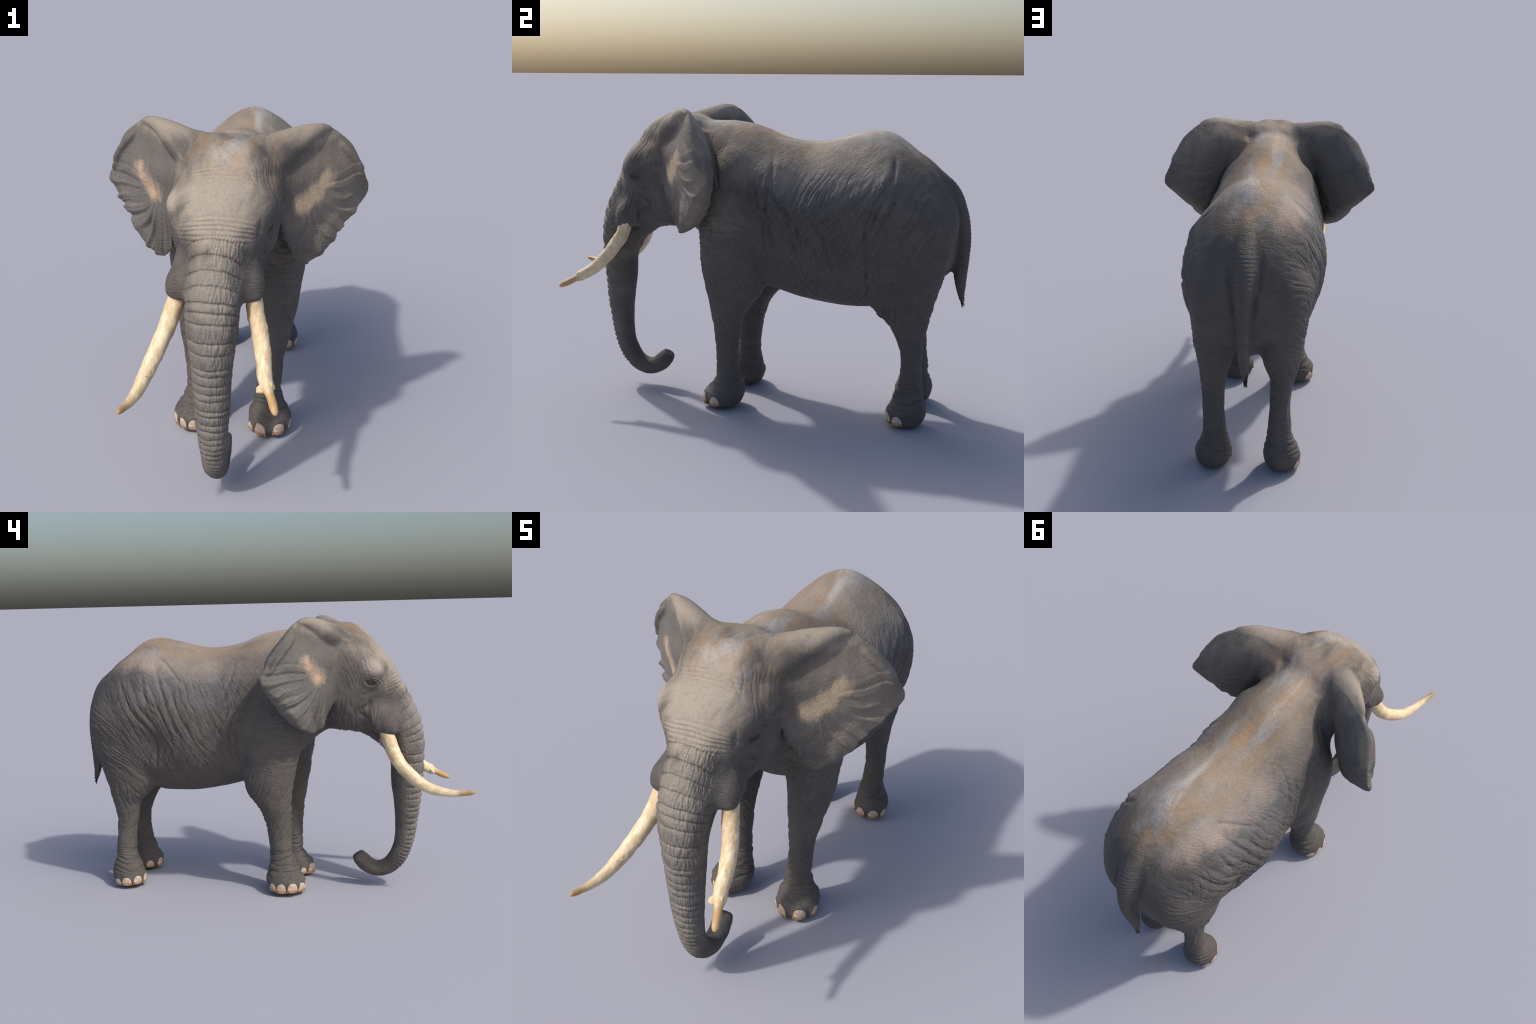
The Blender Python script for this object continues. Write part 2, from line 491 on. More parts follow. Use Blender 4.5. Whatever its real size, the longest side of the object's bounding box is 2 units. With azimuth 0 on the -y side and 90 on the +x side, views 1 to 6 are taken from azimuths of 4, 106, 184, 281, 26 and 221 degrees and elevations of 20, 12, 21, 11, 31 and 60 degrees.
# toenails by leg: x, y, z, half width
TOES = {
    'foreleg.001': [(-.238, -.011, 0.044, 0.0210), (-.256, -.067, 0.041, 0.0251), (-.243, -.120, 0.045, 0.0241), (-.208, -.158, 0.044, 0.0220), (-.160, -.170, 0.042, 0.0231)],
    'foreleg': [(.125, -.167, 0.041, 0.0262), (.204, -.160, 0.045, 0.0241), (.248, -.105, 0.044, 0.0220), (.080, -.132, 0.036, 0.0168)],
    'hindleg': [(.142, .684, 0.043, 0.0220), (.206, .691, 0.043, 0.0231), (.244, .735, 0.042, 0.0210), (.094, .728, 0.042, 0.0188)],
    'hindleg.001': [(-.215, .805, 0.038, 0.0178), (-.220, .755, 0.041, 0.0220), (-.196, .703, 0.044, 0.0220), (-.142, .683, 0.044, 0.0220)],
}

# ------------------------------------------------------------------ skin relief
def creases(P, direction, along, across, width, seed, warp=.012):
    """Thin wandering furrows that run along a direction in the y-z plane; 1 in a furrow, 0 beside it."""
    a = math.radians(direction)
    t, n = np.array([0, math.cos(a), math.sin(a)]), np.array([0, -math.sin(a), math.cos(a)])
    w = perlin(P*9 + seed, seed)*warp + perlin(P*27 + seed, seed + 1)*warp*.3
    q = np.stack([P@t*along*.8, (P@n + w)*across*.74, P[:, 0]*along*.8], 1)
    return np.exp(-(perlin(q + seed*3.7, seed) / width)**2)


def add_creases(mask, depth, *args, **kw):
    i = np.nonzero(mask > .02)[0]
    D[i] -= 2.15 * depth * mask[i] * creases(P0[i], *args, **kw)


def polyline_distance(P, pts, n=70):
    c = smooth_interp(pts, n)
    best, where = np.full(len(P), 9.0), np.zeros(len(P))
    for k in range(n - 1):
        a, ab = c[k], c[k + 1] - c[k]
        t = np.clip(((P - a)@ab) / (ab@ab), 0, 1)
        d = np.linalg.norm(P - a - t[:, None]*ab, axis=1)
        m = d < best
        best[m] = d[m]; where[m] = (k + t[m]) / (n - 1)
    return best, where


P0, D = P.copy(), np.zeros(len(P))
px, py, pz = P.T
ax = np.abs(px)

# long sagging folds of flank and shoulder, traced along the skin: (points), depth
FOLDS = [
    ([(.141, .681, 1.198), (.227, .679, 1.11), (.272, .645, 1.05), (.304, .61, .979), (.327, .575, .853), (.305, .57, .718)], .007),
    ([(.195, .69, 1.144), (.277, .663, 1.031), (.306, .632, .964), (.324, .601, .843)], .005),
    ([(.266, .617, 1.07), (.305, .525, .986), (.320, .476, .932), (.327, .43, .872), (.323, .386, .831)], .005),
    ([(.279, .588, 1.049), (.312, .474, .963), (.320, .411, .919), (.315, .329, .897)], .004),
    ([(.222, .722, 1.09), (.269, .704, 1.021), (.318, .636, .887), (.31, .586, .737), (.213, .597, .576)], .006),
    ([(.205, .147, 1.122), (.243, .152, 1.049), (.272, .138, .869), (.26, .146, .783)], .006),
    ([(.143, .152, 1.194), (.234, .161, 1.07), (.266, .181, .998), (.304, .27, .909), (.31, .301, .829), (.294, .326, .75)], .005),
    ([(.26, .552, 1.088), (.298, .437, 1.002), (.302, .363, .978), (.297, .268, .951)], .003),
    ([(.322, .509, .924), (.328, .468, .88), (.326, .425, .834), (.316, .369, .801)], .004),
    ([(.285, .6, .678), (.312, .628, .778), (.307, .683, .845), (.265, .801, .913)], .004),
    ([(.218, .07, 1.093), (.236, .081, 1.045), (.272, .138, .897)], .005),
    ([(-.17, .747, 1.106), (-.233, .717, 1.036), (-.287, .654, .923), (-.302, .576, .824), (-.272, .558, .694), (-.224, .571, .613)], .008),
    ([(-.221, .599, 1.109), (-.261, .567, 1.038), (-.299, .506, .914), (-.302, .46, .808), (-.287, .44, .747)], .006),
    ([(-.167, .568, 1.18), (-.216, .544, 1.119), (-.281, .492, .987), (-.304, .451, .873), (-.29, .405, .764)], .006),
    ([(-.222, .509, 1.108), (-.26, .468, 1.037), (-.299, .413, .914), (-.299, .362, .824), (-.281, .336, .763)], .005),
    ([(-.142, .569, 1.205), (-.171, .522, 1.174), (-.235, .424, 1.082), (-.258, .37, 1.037)], .004),
    ([(-.139, .159, 1.189), (-.201, .159, 1.114), (-.264, .213, .984), (-.296, .312, .872)], .004),
    ([(-.2, .1, 1.124), (-.239, .137, 1.034), (-.277, .202, .885), (-.266, .253, .761)], .005),
    ([(-.212, .055, 1.104), (-.244, .099, 1.013), (-.271, .172, .869), (-.242, .183, .736), (-.202, .172, .669)], .007),
    ([(-.238, .03, 1.033), (-.265, .135, .879), (-.234, .146, .735), (-.191, .136, .656)], .006),
    ([(-.267, .662, .996), (-.302, .561, .883), (-.304, .541, .835)], .004),
    ([(-.245, .638, 1.058), (-.287, .557, .966), (-.293, .517, .946)], .004),
]
FOLDS += [
    # creases of the face: below the eye and behind the tusk sheath
    ([(-.20, -.548, 1.004), (-.20, -.505, .96), (-.20, -.458, .917), (-.19, -.48, .875), (-.18, -.505, .825)], .006),
    ([(.16, -.548, 1.004), (.18, -.505, .96), (.19, -.458, .917), (.17, -.48, .875), (.15, -.505, .825)], .005),
    ([(-.20, -.525, 1.025), (-.21, -.49, 1.005), (-.21, -.455, 1.005)], .003), ([(.17, -.525, 1.025), (.19, -.49, 1.005), (.20, -.455, 1.005)], .003),
    ([(-.17, -.585, 1.12), (-.17, -.59, 1.07), (-.165, -.59, 1.02)], .004), ([(.14, -.585, 1.12), (.14, -.59, 1.07), (.135, -.59, 1.02)], .004),
    ([(.155, -.20, .80), (.180, -.185, .74), (.205, -.170, .67), (.222, -.158, .59)], -.005),
    ([(.082, .84, 1.07), (.070, .905, .96), (.056, .935, .87), (.048, .94, .79)], .0035),
    ([(-.050, .84, 1.07), (-.040, .905, .96), (-.028, .935, .87), (-.022, .94, .79)], .0055),
    ([(.30, .40, .98), (.302, .33, .90), (.30, .25, .86)], .004), ([(.29, .30, 1.0), (.30, .36, .91), (.312, .41, .83), (.30, .45, .72)], .004),
    ([(.25, .20, 1.03), (.28, .24, .93), (.295, .27, .83), (.28, .30, .72)], .004), ([(.26, .66, 1.06), (.315, .61, .90), (.315, .59, .80), (.28, .56, .68)], .005),
    ([(.262, .12, 1.0), (.272, .17, .88), (.262, .19, .76)], .005), ([(.19, .03, 1.15), (.225, .05, 1.07), (.255, .08, .95)], .004),
    ([(-.30, .35, .95), (-.302, .40, .86), (-.285, .43, .77)], .004), ([(-.20, .62, 1.13), (-.262, .60, 1.03), (-.29, .58, .95)], .004),
    ([(.15, -.16, 1.22), (.19, -.10, 1.12), (.23, -.06, 1.0)], .004), ([(-.15, -.14, 1.22), (-.19, -.08, 1.12), (-.23, -.03, 1.0)], .004),
]
for pts, depth in FOLDS:
    depth *= 1.55 if pts[0][0] > 0 else .9
    pts = [tuple(tree.find_nearest(Vector(p))[0]) for p in smooth_interp(pts, 14)]      # lay the fold on the hide
    c = np.array(pts)
    lo, hi = c.min(0) - .06, c.max(0) + .06
    i = np.nonzero(((P0 > lo) & (P0 < hi)).all(1))[0]
    d, t = polyline_distance(P0[i] + perlin(P0[i]*22, 3)[:, None]*.004, pts)
    ends = sstep(0, .32, t) * sstep(1, .78, t)
    D[i] += ends * depth * (-np.exp(-(d/.0085)**2) + .35*np.exp(-((d - .022)/.015)**2))

# trunk: rings across its front, cracks between them, fine rings behind
it = np.nonzero(part('trunk') + .6*part('head')*(pz < 1.06)*(py < -.58) > .25)[0]
SP = smooth_interp(TRUNK, 160)
arc = np.concatenate([[0], np.cumsum(np.linalg.norm(np.diff(SP[:, :3], axis=0), axis=1))])
near = np.zeros(len(it), int)
for a in range(0, len(it), 20000):
    b = it[a:a + 20000]
    near[a:a + 20000] = ((P0[b][:, None, 1:] - SP[None, :, 1:3])**2).sum(2).argmin(1)
tang = np.gradient(SP[:, :3], axis=0); tang /= np.linalg.norm(tang, axis=1)[:, None]
fwd = np.cross(tang, [1.0, 0, 0])
if fwd[0, 1] > 0:
    fwd = -fwd
rel = P0[it] - SP[near, :3]
s_arc = arc[near] + (rel*tang[near]).sum(1)
f_c, l_c = (rel*fwd[near]).sum(1) / SP[near, 3], rel[:, 0] / SP[near, 4]
ang = np.arctan2(l_c, f_c)                           # 0 on the front of the trunk
front = sstep(1.9, .9, np.abs(ang))
top = sstep(.42, .0, s_arc)
s_bent = s_arc - .016*top*np.minimum(np.abs(ang), 1.6)**2 + .003*perlin(P0[it]*30, 11)
gaps = [.052, .053, .050, .046, .031, .036, .062, .045, .056, .027, .040, .034, .028, .041, .022, .036, .028, .033]
gaps += [.026, .024, .022, .021, .020, .018, .017, .016, .016, .015]
pos = .015 + np.cumsum([0] + gaps)
ring = np.zeros(len(it))
for k, s0 in enumerate(pos):
    wdt = .0042 if k < 18 else .0034
    dep = (.0062 if k < 7 else .0052) if k < 18 else .0035
    dep *= .8 + .4*((k*37) % 10)/10
    ring -= dep*np.exp(-((s_bent - s0)/wdt)**2)
    if k:
        m = (s0 + pos[k - 1])/2
        ring += .0022*np.exp(-((s_bent - m)/((s0 - pos[k - 1])*.36))**2)
D[it] += 1.15*ring*front
q = np.stack([(ang*.075 + .002*perlin(P0[it]*30, 5))*105, s_arc*15, np.zeros(len(it)) + 3], 1)
crk = np.exp(-(perlin(q, 21)/.17)**2)
D[it] -= .0032*crk*sstep(1.6, 1.1, np.abs(ang))*sstep(-.02, .02, s_arc)*sstep(.95, .75, s_arc)
q = np.stack([ang*4, s_arc*95 + perlin(P0[it]*14, 8)*1.2, np.zeros(len(it)) + 9], 1)
D[it] -= .0016*np.exp(-(perlin(q, 22)/.2)**2)*(.25 + .75*sstep(.6, 1.2, np.abs(ang)))

# forehead: two bands of cross folds
fh = part('head')*sstep(-.25, -.5, N[:, 1])*sstep(.16, .10, np.abs(px + .012))
for z0, dep in ((1.266, .0022), (1.254, .0032), (1.243, .0034), (1.231, .0030), (1.219, .0018), (1.122, .0018), (1.108, .0026), (1.093, .0032), (1.078, .0034), (1.061, .0036), (1.044, .0030)):
    bent = 1.5*(px + .012)**2 + .0035*perlin(np.stack([px*16, pz*30, py*4], 1), int(z0*1000))
    D -= 1.25*fh*dep*np.exp(-((pz - z0 + bent)/.0042)**2)

# eyes: sunken socket, lids and a fan of rings
for c, n in EYES:
    r3 = P0 - c
    near_eye = np.nonzero(np.linalg.norm(r3, axis=1) < .11)[0]
    r = np.sqrt((r3[near_eye, 1]*.9)**2 + ((r3[near_eye, 2] - .15*r3[near_eye, 1])*1.5)**2 + .4*(r3[near_eye] @ n)**2)
    r = r + .007*perlin(P0[near_eye]*24, 31)
    prof = (-.010*np.exp(-(r/.019)**2) + .0030*np.exp(-((r - .027)/.006)**2) - .004*np.exp(-((r - .037)/.0045)**2)
            + .003*np.exp(-((r - .042)/.006)**2) - .0040*np.exp(-((r - .051)/.005)**2) - .0025*np.exp(-((r - .066)/.004)**2) - .0015*np.exp(-((r - .08)/.004)**2))
    D[near_eye] += prof*np.where(r > .03, np.clip(.55 + 1.1*perlin(P0[near_eye]*16, 33), 0, 1), .9)

# ring wrinkles of the tail
wt = part('tail')*(.25 + .75*sstep(.84, .93, py))*sstep(1.13, 1.05, pz)
tail_s = (1.2 - pz) + .35*py
D -= wt*.0026*(.7 + .5*perlin(P0*25, 44))*np.exp(-((np.mod(tail_s + .003*perlin(P0*30, 41), .019) - .0095)/.0032)**2)*sstep(.62, .72, pz)

# oriented wrinkles: body hatch, shoulder, thigh, limbs, cheeks, neck
body_w = part('torso')*sstep(.35, .75, np.abs(N[:, 0]))
add_creases(body_w*sstep(1.16, 1.02, pz)*sstep(.47, .55, pz)*sstep(.10, .16, ax)*np.where(px > 0, 1.25, .85), .0016, 62, 2.8, 42, .14, 51, warp=.022)
add_creases(body_w*sstep(1.12, .95, pz)*sstep(.10, .16, ax), .0012, 122, 2.8, 46, .14, 52, warp=.022)
add_creases(body_w*sstep(1.15, 1.0, pz), .0008, 70, 8, 95, .2, 66)
add_creases(body_w*sstep(.0, -.10, py)*sstep(1.3, 1.2, pz), .0013, 80, 4, 46, .15, 54, warp=.022)
add_creases(part('head')*sstep(-.60, -.52, py)*sstep(1.02, .95, pz), .0016, 88, 8, 62, .17, 55)
add_creases(part('head')*sstep(-.56, -.5, py)*sstep(1.0, 1.08, pz)*sstep(1.33, 1.25, pz), .0009, 65, 9, 60, .17, 56)
fl = part('foreleg', 'foreleg.001')
up = sstep(.60, .70, pz)
add_creases(fl*up*sstep(1.0, .84, pz), .0016, 4, 7, 66, .19, 57, warp=.024)
add_creases(fl*(1 - up)*sstep(.22, .30, pz), .0017, 122, 5, 60, .17, 58)
add_creases(fl*sstep(.26, .20, pz)*sstep(.075, .10, pz), .0026, -8, 10, 62, .20, 59)
add_creases(fl*sstep(.09, .07, pz), .0008, 90, 16, 60, .2, 60)
hl = part('hindleg', 'hindleg.001')
add_creases(hl*sstep(.52, .62, pz)*sstep(.3, .65, np.abs(N[:, 0]))*sstep(1.12, .98, pz), .0017, 38, 5, 62, .17, 61)
add_creases(hl*sstep(.60, .52, pz)*sstep(.40, .46, pz), .0022, 75, 14, 52, .2, 62)
add_creases(hl*sstep(.45, .38, pz)*sstep(.2, .26, pz), .0016, 112, 9, 60, .18, 63)
add_creases(hl*sstep(.24, .18, pz)*sstep(.075, .10, pz), .0026, 6, 10, 62, .20, 64)
add_creases(hl*sstep(.70, .88, py)*sstep(.2, .3, pz)*sstep(.95, .8, pz), .0013, 0, 10, 70, .18, 65)
# soft unevenness of hide over muscle and fat
D += .0035*perlin(P0*7, 71)*(part('torso') + .6*(fl + hl)) + .0012*perlin(P0*24, 72)*(1 - part('ear', 'ear.001'))
# sole edge: cracked and a little ragged
D += .002*perlin(P0*60, 73)*sstep(.03, .01, pz)

# toes: a low swelling and a cuticle rim around each nail
for rows in TOES.values():
    for tx, ty, tz, size in rows:
        d = np.sqrt((px - tx)**2 + (py - ty)**2 + ((pz - tz)*.95)**2)
        D += .0045*np.exp(-(d/(size*1.7))**2) + .0028*np.exp(-((d - size*1.16)/.0045)**2)

# ears: ripples that fan out from the root, a ragged rim
wear = part('ear', 'ear.001')
i = np.nonzero(wear > .05)[0]
sx = np.sign(px[i])
u, v = (ax[i] - .25)*.72 + (py[i] + .29)*.69, pz[i] - 1.13
rr, phi = np.hypot(u, v), np.arctan2(v, u)
phase = phi*27 + 5.0*perlin(np.stack([u*6, v*6, sx*3], 1), 81) + .5*sx
amp = wear[i]*sstep(.07, .24, rr)*sstep(.45, -.25, phi)*np.clip(.0045 + .009*perlin(np.stack([u*9, v*9, sx*4], 1), 82), .0008, .009)
rip = amp*(np.sin(phase) + .35*np.sin(phase*2.3 + 1)) + wear[i]*.006*perlin(np.stack([u*10, v*10, sx*5], 1), 83)*sstep(.05, .15, rr)
nf_ear = np.stack([.69*sx, np.full(len(i), -.72), np.zeros(len(i))], 1)
radial = np.stack([u*.72*sx, u*.69, v], 1); radial /= np.maximum(np.linalg.norm(radial, axis=1), .05)[:, None]
is_front = np.clip((N[i]*nf_ear).sum(1)*1.5, .55, 1)
notch = wear[i]*sstep(.24, .32, rr)*sstep(.35, .1, phi)*.007*np.maximum(0, np.sin(phase*.30 + .8))**3
shift = np.zeros_like(P); shift[i] = nf_ear*(rip*is_front)[:, None] - radial*notch[:, None]

P = P0 + N*D[:, None] + shift
P[:, 2] = np.maximum(P[:, 2], .0)

# ------------------------------------------------------------------ materials
class Nodes:
    """A little writer for shader maths."""
    def __init__(self, name):
        self.mat = bpy.data.materials.new(name)
        self.mat.use_nodes = True
        self.t = self.mat.node_tree
        self.bsdf = self.t.nodes['Principled BSDF']
        self.co = self.t.nodes.new('ShaderNodeTexCoord')

    def put(self, socket, value):
        if isinstance(value, bpy.types.NodeSocket):
            self.t.links.new(value, socket)
        else:
            socket.default_value = value

    def math(self, op, a, b=0.0, c=0.0, clamp=False):
        n = self.t.nodes.new('ShaderNodeMath'); n.operation = op; n.use_clamp = clamp
        for k, v in enumerate((a, b, c)):
            self.put(n.inputs[k], v)
        return n.outputs[0]

    def vec(self, op, a, b=(0, 0, 0), out=0):
        n = self.t.nodes.new('ShaderNodeVectorMath'); n.operation = op
        self.put(n.inputs[0], a); self.put(n.inputs[1], b)
        return n.outputs[out]

    def noise(self, co, scale, detail=4.0, rough=.55, distortion=0.0):
        n = self.t.nodes.new('ShaderNodeTexNoise')
        self.put(n.inputs['Vector'], co)
        n.inputs['Scale'].default_value = scale; n.inputs['Detail'].default_value = detail
        n.inputs['Roughness'].default_value = rough; n.inputs['Distortion'].default_value = distortion
        return n.outputs['Fac']

    def stretch(self, co, scale, rot=(0, 0, 0), loc=(0, 0, 0)):
        n = self.t.nodes.new('ShaderNodeMapping')
        self.put(n.inputs['Vector'], co)
        n.inputs['Scale'].default_value = scale; n.inputs['Rotation'].default_value = rot; n.inputs['Location'].default_value = loc
        return n.outputs[0]

    def ramp(self, x, lo, hi, a=0.0, b=1.0):
        n = self.t.nodes.new('ShaderNodeMapRange'); n.interpolation_type = 'SMOOTHSTEP'
        self.put(n.inputs['Value'], x)
        for k, v in (('From Min', lo), ('From Max', hi), ('To Min', a), ('To Max', b)):
            n.inputs[k].default_value = v
        return n.outputs[0]

    def mix(self, f, a, b):
        n = self.t.nodes.new('ShaderNodeMix'); n.data_type = 'RGBA'
        self.put(n.inputs[0], f)
        for k, v in ((6, a), (7, b)):
            self.put(n.inputs[k], v if isinstance(v, bpy.types.NodeSocket) else (*v, 1))
        return n.outputs[2]

    def blob(self, co, centre, size, wobble=0.0, lo=.20, hi=1.35):
        """1 inside an ellipsoid, 0 outside, its edge broken by a noise value."""
        d = self.vec('LENGTH', self.vec('DIVIDE', self.vec('SUBTRACT', co, centre), size), out=1)
        if not isinstance(wobble, float):
            d = self.math('ADD', d, wobble)
        return self.ramp(d, lo, hi, 1.0, 0.0)

    def bump(self, height, strength, distance, normal=None):
        n = self.t.nodes.new('ShaderNodeBump')
        n.inputs['Strength'].default_value = strength; n.inputs['Distance'].default_value = distance
        self.put(n.inputs['Height'], height)
        if normal is not None:
            self.put(n.inputs['Normal'], normal)
        return n.outputs[0]


def skin_material():
    m = Nodes('elephant_skin')
    co = m.co.outputs['Object']
    sep = m.t.nodes.new('ShaderNodeSeparateXYZ'); m.put(sep.inputs[0], co)
    X, Y, Z = sep.outputs
    AX = m.math('ABSOLUTE', X)
    comb = m.t.nodes.new('ShaderNodeCombineXYZ')
    m.put(comb.inputs[0], AX); m.put(comb.inputs[1], Y); m.put(comb.inputs[2], Z)
    mir = comb.outputs[0]                                           # both sides folded onto +x
    n_big, n_mid, n_fine = m.noise(co, 5.0, 5), m.noise(co, 17.0, 6, .6), m.noise(co, 90.0, 5, .65)
    n_hair = m.noise(m.stretch(co, (1, 1, .25), (.5, 0, 0)), 120.0, 3, .6)
    wob = m.math('MULTIPLY', m.math('SUBTRACT', m.noise(m.stretch(co, (1, .55, .8)), 11.0, 6, .62, .6), .5), 1.7)
    wob_s = m.math('MULTIPLY', m.math('SUBTRACT', m.noise(m.stretch(co, (1, 1, .5)), 26.0, 6, .62), .5), 2.2)

    col = m.mix(m.ramp(n_big, .35, .65), BASE[0], BASE[1])
    col = m.mix(m.ramp(n_mid, .42, .68, 0, .55), col, BASE[2])
    # belly and inner legs: browner tint
    belly = m.blob(co, (0, .30, .52), (.30, .42, .12), wob)
    col = m.mix(m.math('MULTIPLY', belly, .45), col, (.105, .082, .066))
    # blue-grey band high on the flanks
    blue_grey = m.blob(mir, (.22, .40, 1.06), (.14, .42, .12), wob)
    col = m.mix(m.math('MULTIPLY', blue_grey, .6), col, (.155, .155, .160))
    # dust: crown, forehead, upper trunk, ears, shoulders and back
    dust = DUST
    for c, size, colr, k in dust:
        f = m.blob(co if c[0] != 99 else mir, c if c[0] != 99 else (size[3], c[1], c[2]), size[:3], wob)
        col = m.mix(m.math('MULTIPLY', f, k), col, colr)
    # ochre and pale streaks along spine and crown
    line = m.math('ABSOLUTE', m.math('SUBTRACT', X, .008))
    back = m.math('MULTIPLY', m.ramp(m.math('ADD', line, m.math('MULTIPLY', wob, .05)), .06, .24, 1, 0), m.ramp(Z, 1.08, 1.22))
    back = m.math('MULTIPLY', back, m.ramp(Y, -.54, -.44))
    crest = m.math('MULTIPLY', m.ramp(m.math('ADD', line, m.math('MULTIPLY', wob, .03)), .02, .11, 1, 0), m.ramp(Z, 1.15, 1.22))
    crest = m.math('MULTIPLY', crest, m.ramp(Y, -.54, -.44))
    streak = lambda off, sc: m.noise(m.stretch(co, (1, .30, .8), loc=off), sc, 5, .62, .5)
    col = m.mix(m.math('MULTIPLY', back, m.ramp(streak((1, 4, 2), 7.0), .40, .60, 0, .85)), col, (.27, .195, .13))
    col = m.mix(m.math('MULTIPLY', back, m.ramp(streak((3, 1, 2), 8.0), .50, .68, 0, .75)), col, (.270, .272, .275))
    col = m.mix(m.math('MULTIPLY', crest, m.ramp(streak((0, 0, 0), 7.0), .42, .62, 0, .85)), col, (.40, .255, .14))
    col = m.mix(m.math('MULTIPLY', crest, m.ramp(streak((7, 2, 5), 7.0), .45, .64, 0, .8)), col, (.42, .41, .40))
    # bare tan patch on each ear's inner face, with ragged ends
    def patch(a, b, w, colr):
        nonlocal col
        a, b = Vector(a), Vector(b)
        ab = b - a
        rel = m.vec('SUBTRACT', co, tuple(a))
        t = m.math('DIVIDE', m.vec('DOT_PRODUCT', rel, tuple(ab), out=1), ab.length_squared, clamp=True)
        sc = m.t.nodes.new('ShaderNodeVectorMath'); sc.operation = 'SCALE'
        sc.inputs[0].default_value = tuple(ab); m.put(sc.inputs['Scale'], t)
        d = m.vec('LENGTH', m.vec('SUBTRACT', rel, sc.outputs[0]), out=1)
        f = m.ramp(m.math('ADD', m.math('DIVIDE', d, w), wob_s), .30, 1.45, 1, 0)
        col = m.mix(f, col, colr)
    patch((.345, -.215, 1.165), (.262, -.285, 1.085), .040, (.56, .43, .285))
    patch((-.355, -.195, 1.175), (-.285, -.265, 1.095), .037, (.50, .36, .25))
    # dark patch around the eyes
    for ey in ((.168, -.512, 1.055), (-.200, -.512, 1.058)):
        f = m.blob(co, ey, (.05, .034, .028), m.math('MULTIPLY', m.math('SUBTRACT', n_mid, .5), .8))
        col = m.mix(m.math('MULTIPLY', f, .75), col, (.045, .042, .040))
    # grain
    g = m.math('ADD', m.math('MULTIPLY', n_fine, .5), m.math('MULTIPLY', n_hair, .5))
    mul = m.t.nodes.new('ShaderNodeMix'); mul.data_type = 'RGBA'; mul.blend_type = 'MULTIPLY'
    mul.inputs[0].default_value = 1.0
    shade = m.ramp(g, .30, .70, .88, 1.10)
    cc = m.t.nodes.new('ShaderNodeCombineColor')
    for k in range(3):
        m.put(cc.inputs[k], shade)
    m.put(mul.inputs[6], col); m.put(mul.inputs[7], cc.outputs[0])
    m.put(m.bsdf.inputs['Base Color'], mul.outputs[2])
    m.put(m.bsdf.inputs['Roughness'], m.ramp(n_mid, .3, .7, .62, .82))
    m.bsdf.inputs['Specular IOR Level'].default_value = .32
    # fine pebbling and hatch below the level of the mesh
    vor = m.t.nodes.new('ShaderNodeTexVoronoi'); vor.feature = 'DISTANCE_TO_EDGE'
    m.put(vor.inputs['Vector'], m.stretch(co, (1, 1, 1.5))); vor.inputs['Scale'].default_value = 150
    b1 = m.bump(m.ramp(vor.outputs['Distance'], 0, .12), .3, .001)
    b2 = m.bump(m.noise(m.stretch(co, (1, .45, 1), (.6, 0, 0)), 150.0, 3, .6), .3, .0014, b1)
    # fine wrinkles too narrow for the mesh: they cross diagonally on body and thigh, run round the lower legs
    def furrows(angle, scale, along):
        q = m.stretch(m.stretch(co, (1, 1, 1), rot=(math.radians(angle), 0, 0)), (along, along, 1))
        d = m.math('ABSOLUTE', m.math('SUBTRACT', m.noise(q, scale, 2, .5, .35), .5))
        return m.ramp(d, 0, .055)
    diag = m.math('MULTIPLY', furrows(32, 75, .16), furrows(-35, 60, .16))
    ring = furrows(4, 80, .2)
    low = m.ramp(Z, .30, .55)
    h = m.math('ADD', m.math('MULTIPLY', diag, low), m.math('MULTIPLY', ring, m.math('SUBTRACT', 1.0, low)))
    side = m.math('MULTIPLY', m.ramp(Z, 1.10, 1.28, 1, .25), m.ramp(Y, -.42, -.12, .35, 1))
    b3 = m.bump(m.math('MULTIPLY', h, side), .45, .0038, b2)
    m.put(m.bsdf.inputs['Normal'], b3)
    return m.mat


BASE = [(.092, .083, .076), (.108, .097, .088), (.131, .116, .103)]
DUST = [
    # centre, size, colour, strength   (centre x of 99: both sides, at x = size[3])
    ((.01, .30, 1.24), (.24, .66, .17), (.300, .252, .202), .80),
    ((.01, -.10, 1.28), (.20, .35, .15), (.320, .268, .215), .80),
    ((-.01, -.53, 1.20), (.175, .20, .20), (.365, .312, .255), .95),
    ((-.02, -.70, .86), (.105, .14, .26), (.285, .255, .218), .90),
    ((-.01, -.62, 1.10), (.155, .12, .13), (.355, .305, .250), .85),
    ((-.02, -.72, .45), (.09, .10, .36), (.225, .207, .185), .75),
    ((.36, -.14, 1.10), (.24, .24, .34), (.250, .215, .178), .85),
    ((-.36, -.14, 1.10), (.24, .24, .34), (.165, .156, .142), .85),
    ((99, -.25, 1.36), (.20, .12, .06, .24), (.355, .302, .245), .80),
    ((-.12, .70, 1.17), (.09, .14, .09), (.46, .345, .275), .70),  # this row and the next: hip ridge highlight painted as pale tan
    ((-.17, .57, 1.15), (.05, .08, .11), (.46, .36, .30), .60),
    ((-.13, .40, 1.17), (.14, .26, .14), (.33, .270, .230), .65),
    ((.18, .40, 1.12), (.14, .38, .11), (.34, .290, .240), .75),
    ((.20, .74, .98), (.12, .14, .16), (.19, .168, .150), .55),
    ((-.17, .05, 1.13), (.10, .14, .14), (.26, .215, .185), .60),
    ((-.20, -.52, 1.14), (.05, .06, .05), (.42, .36, .31), .75),  # paler patch on the left brow
    ((.19, -.10, 1.16), (.10, .14, .12), (.24, .205, .170), .60),
]
SKIN = skin_material()


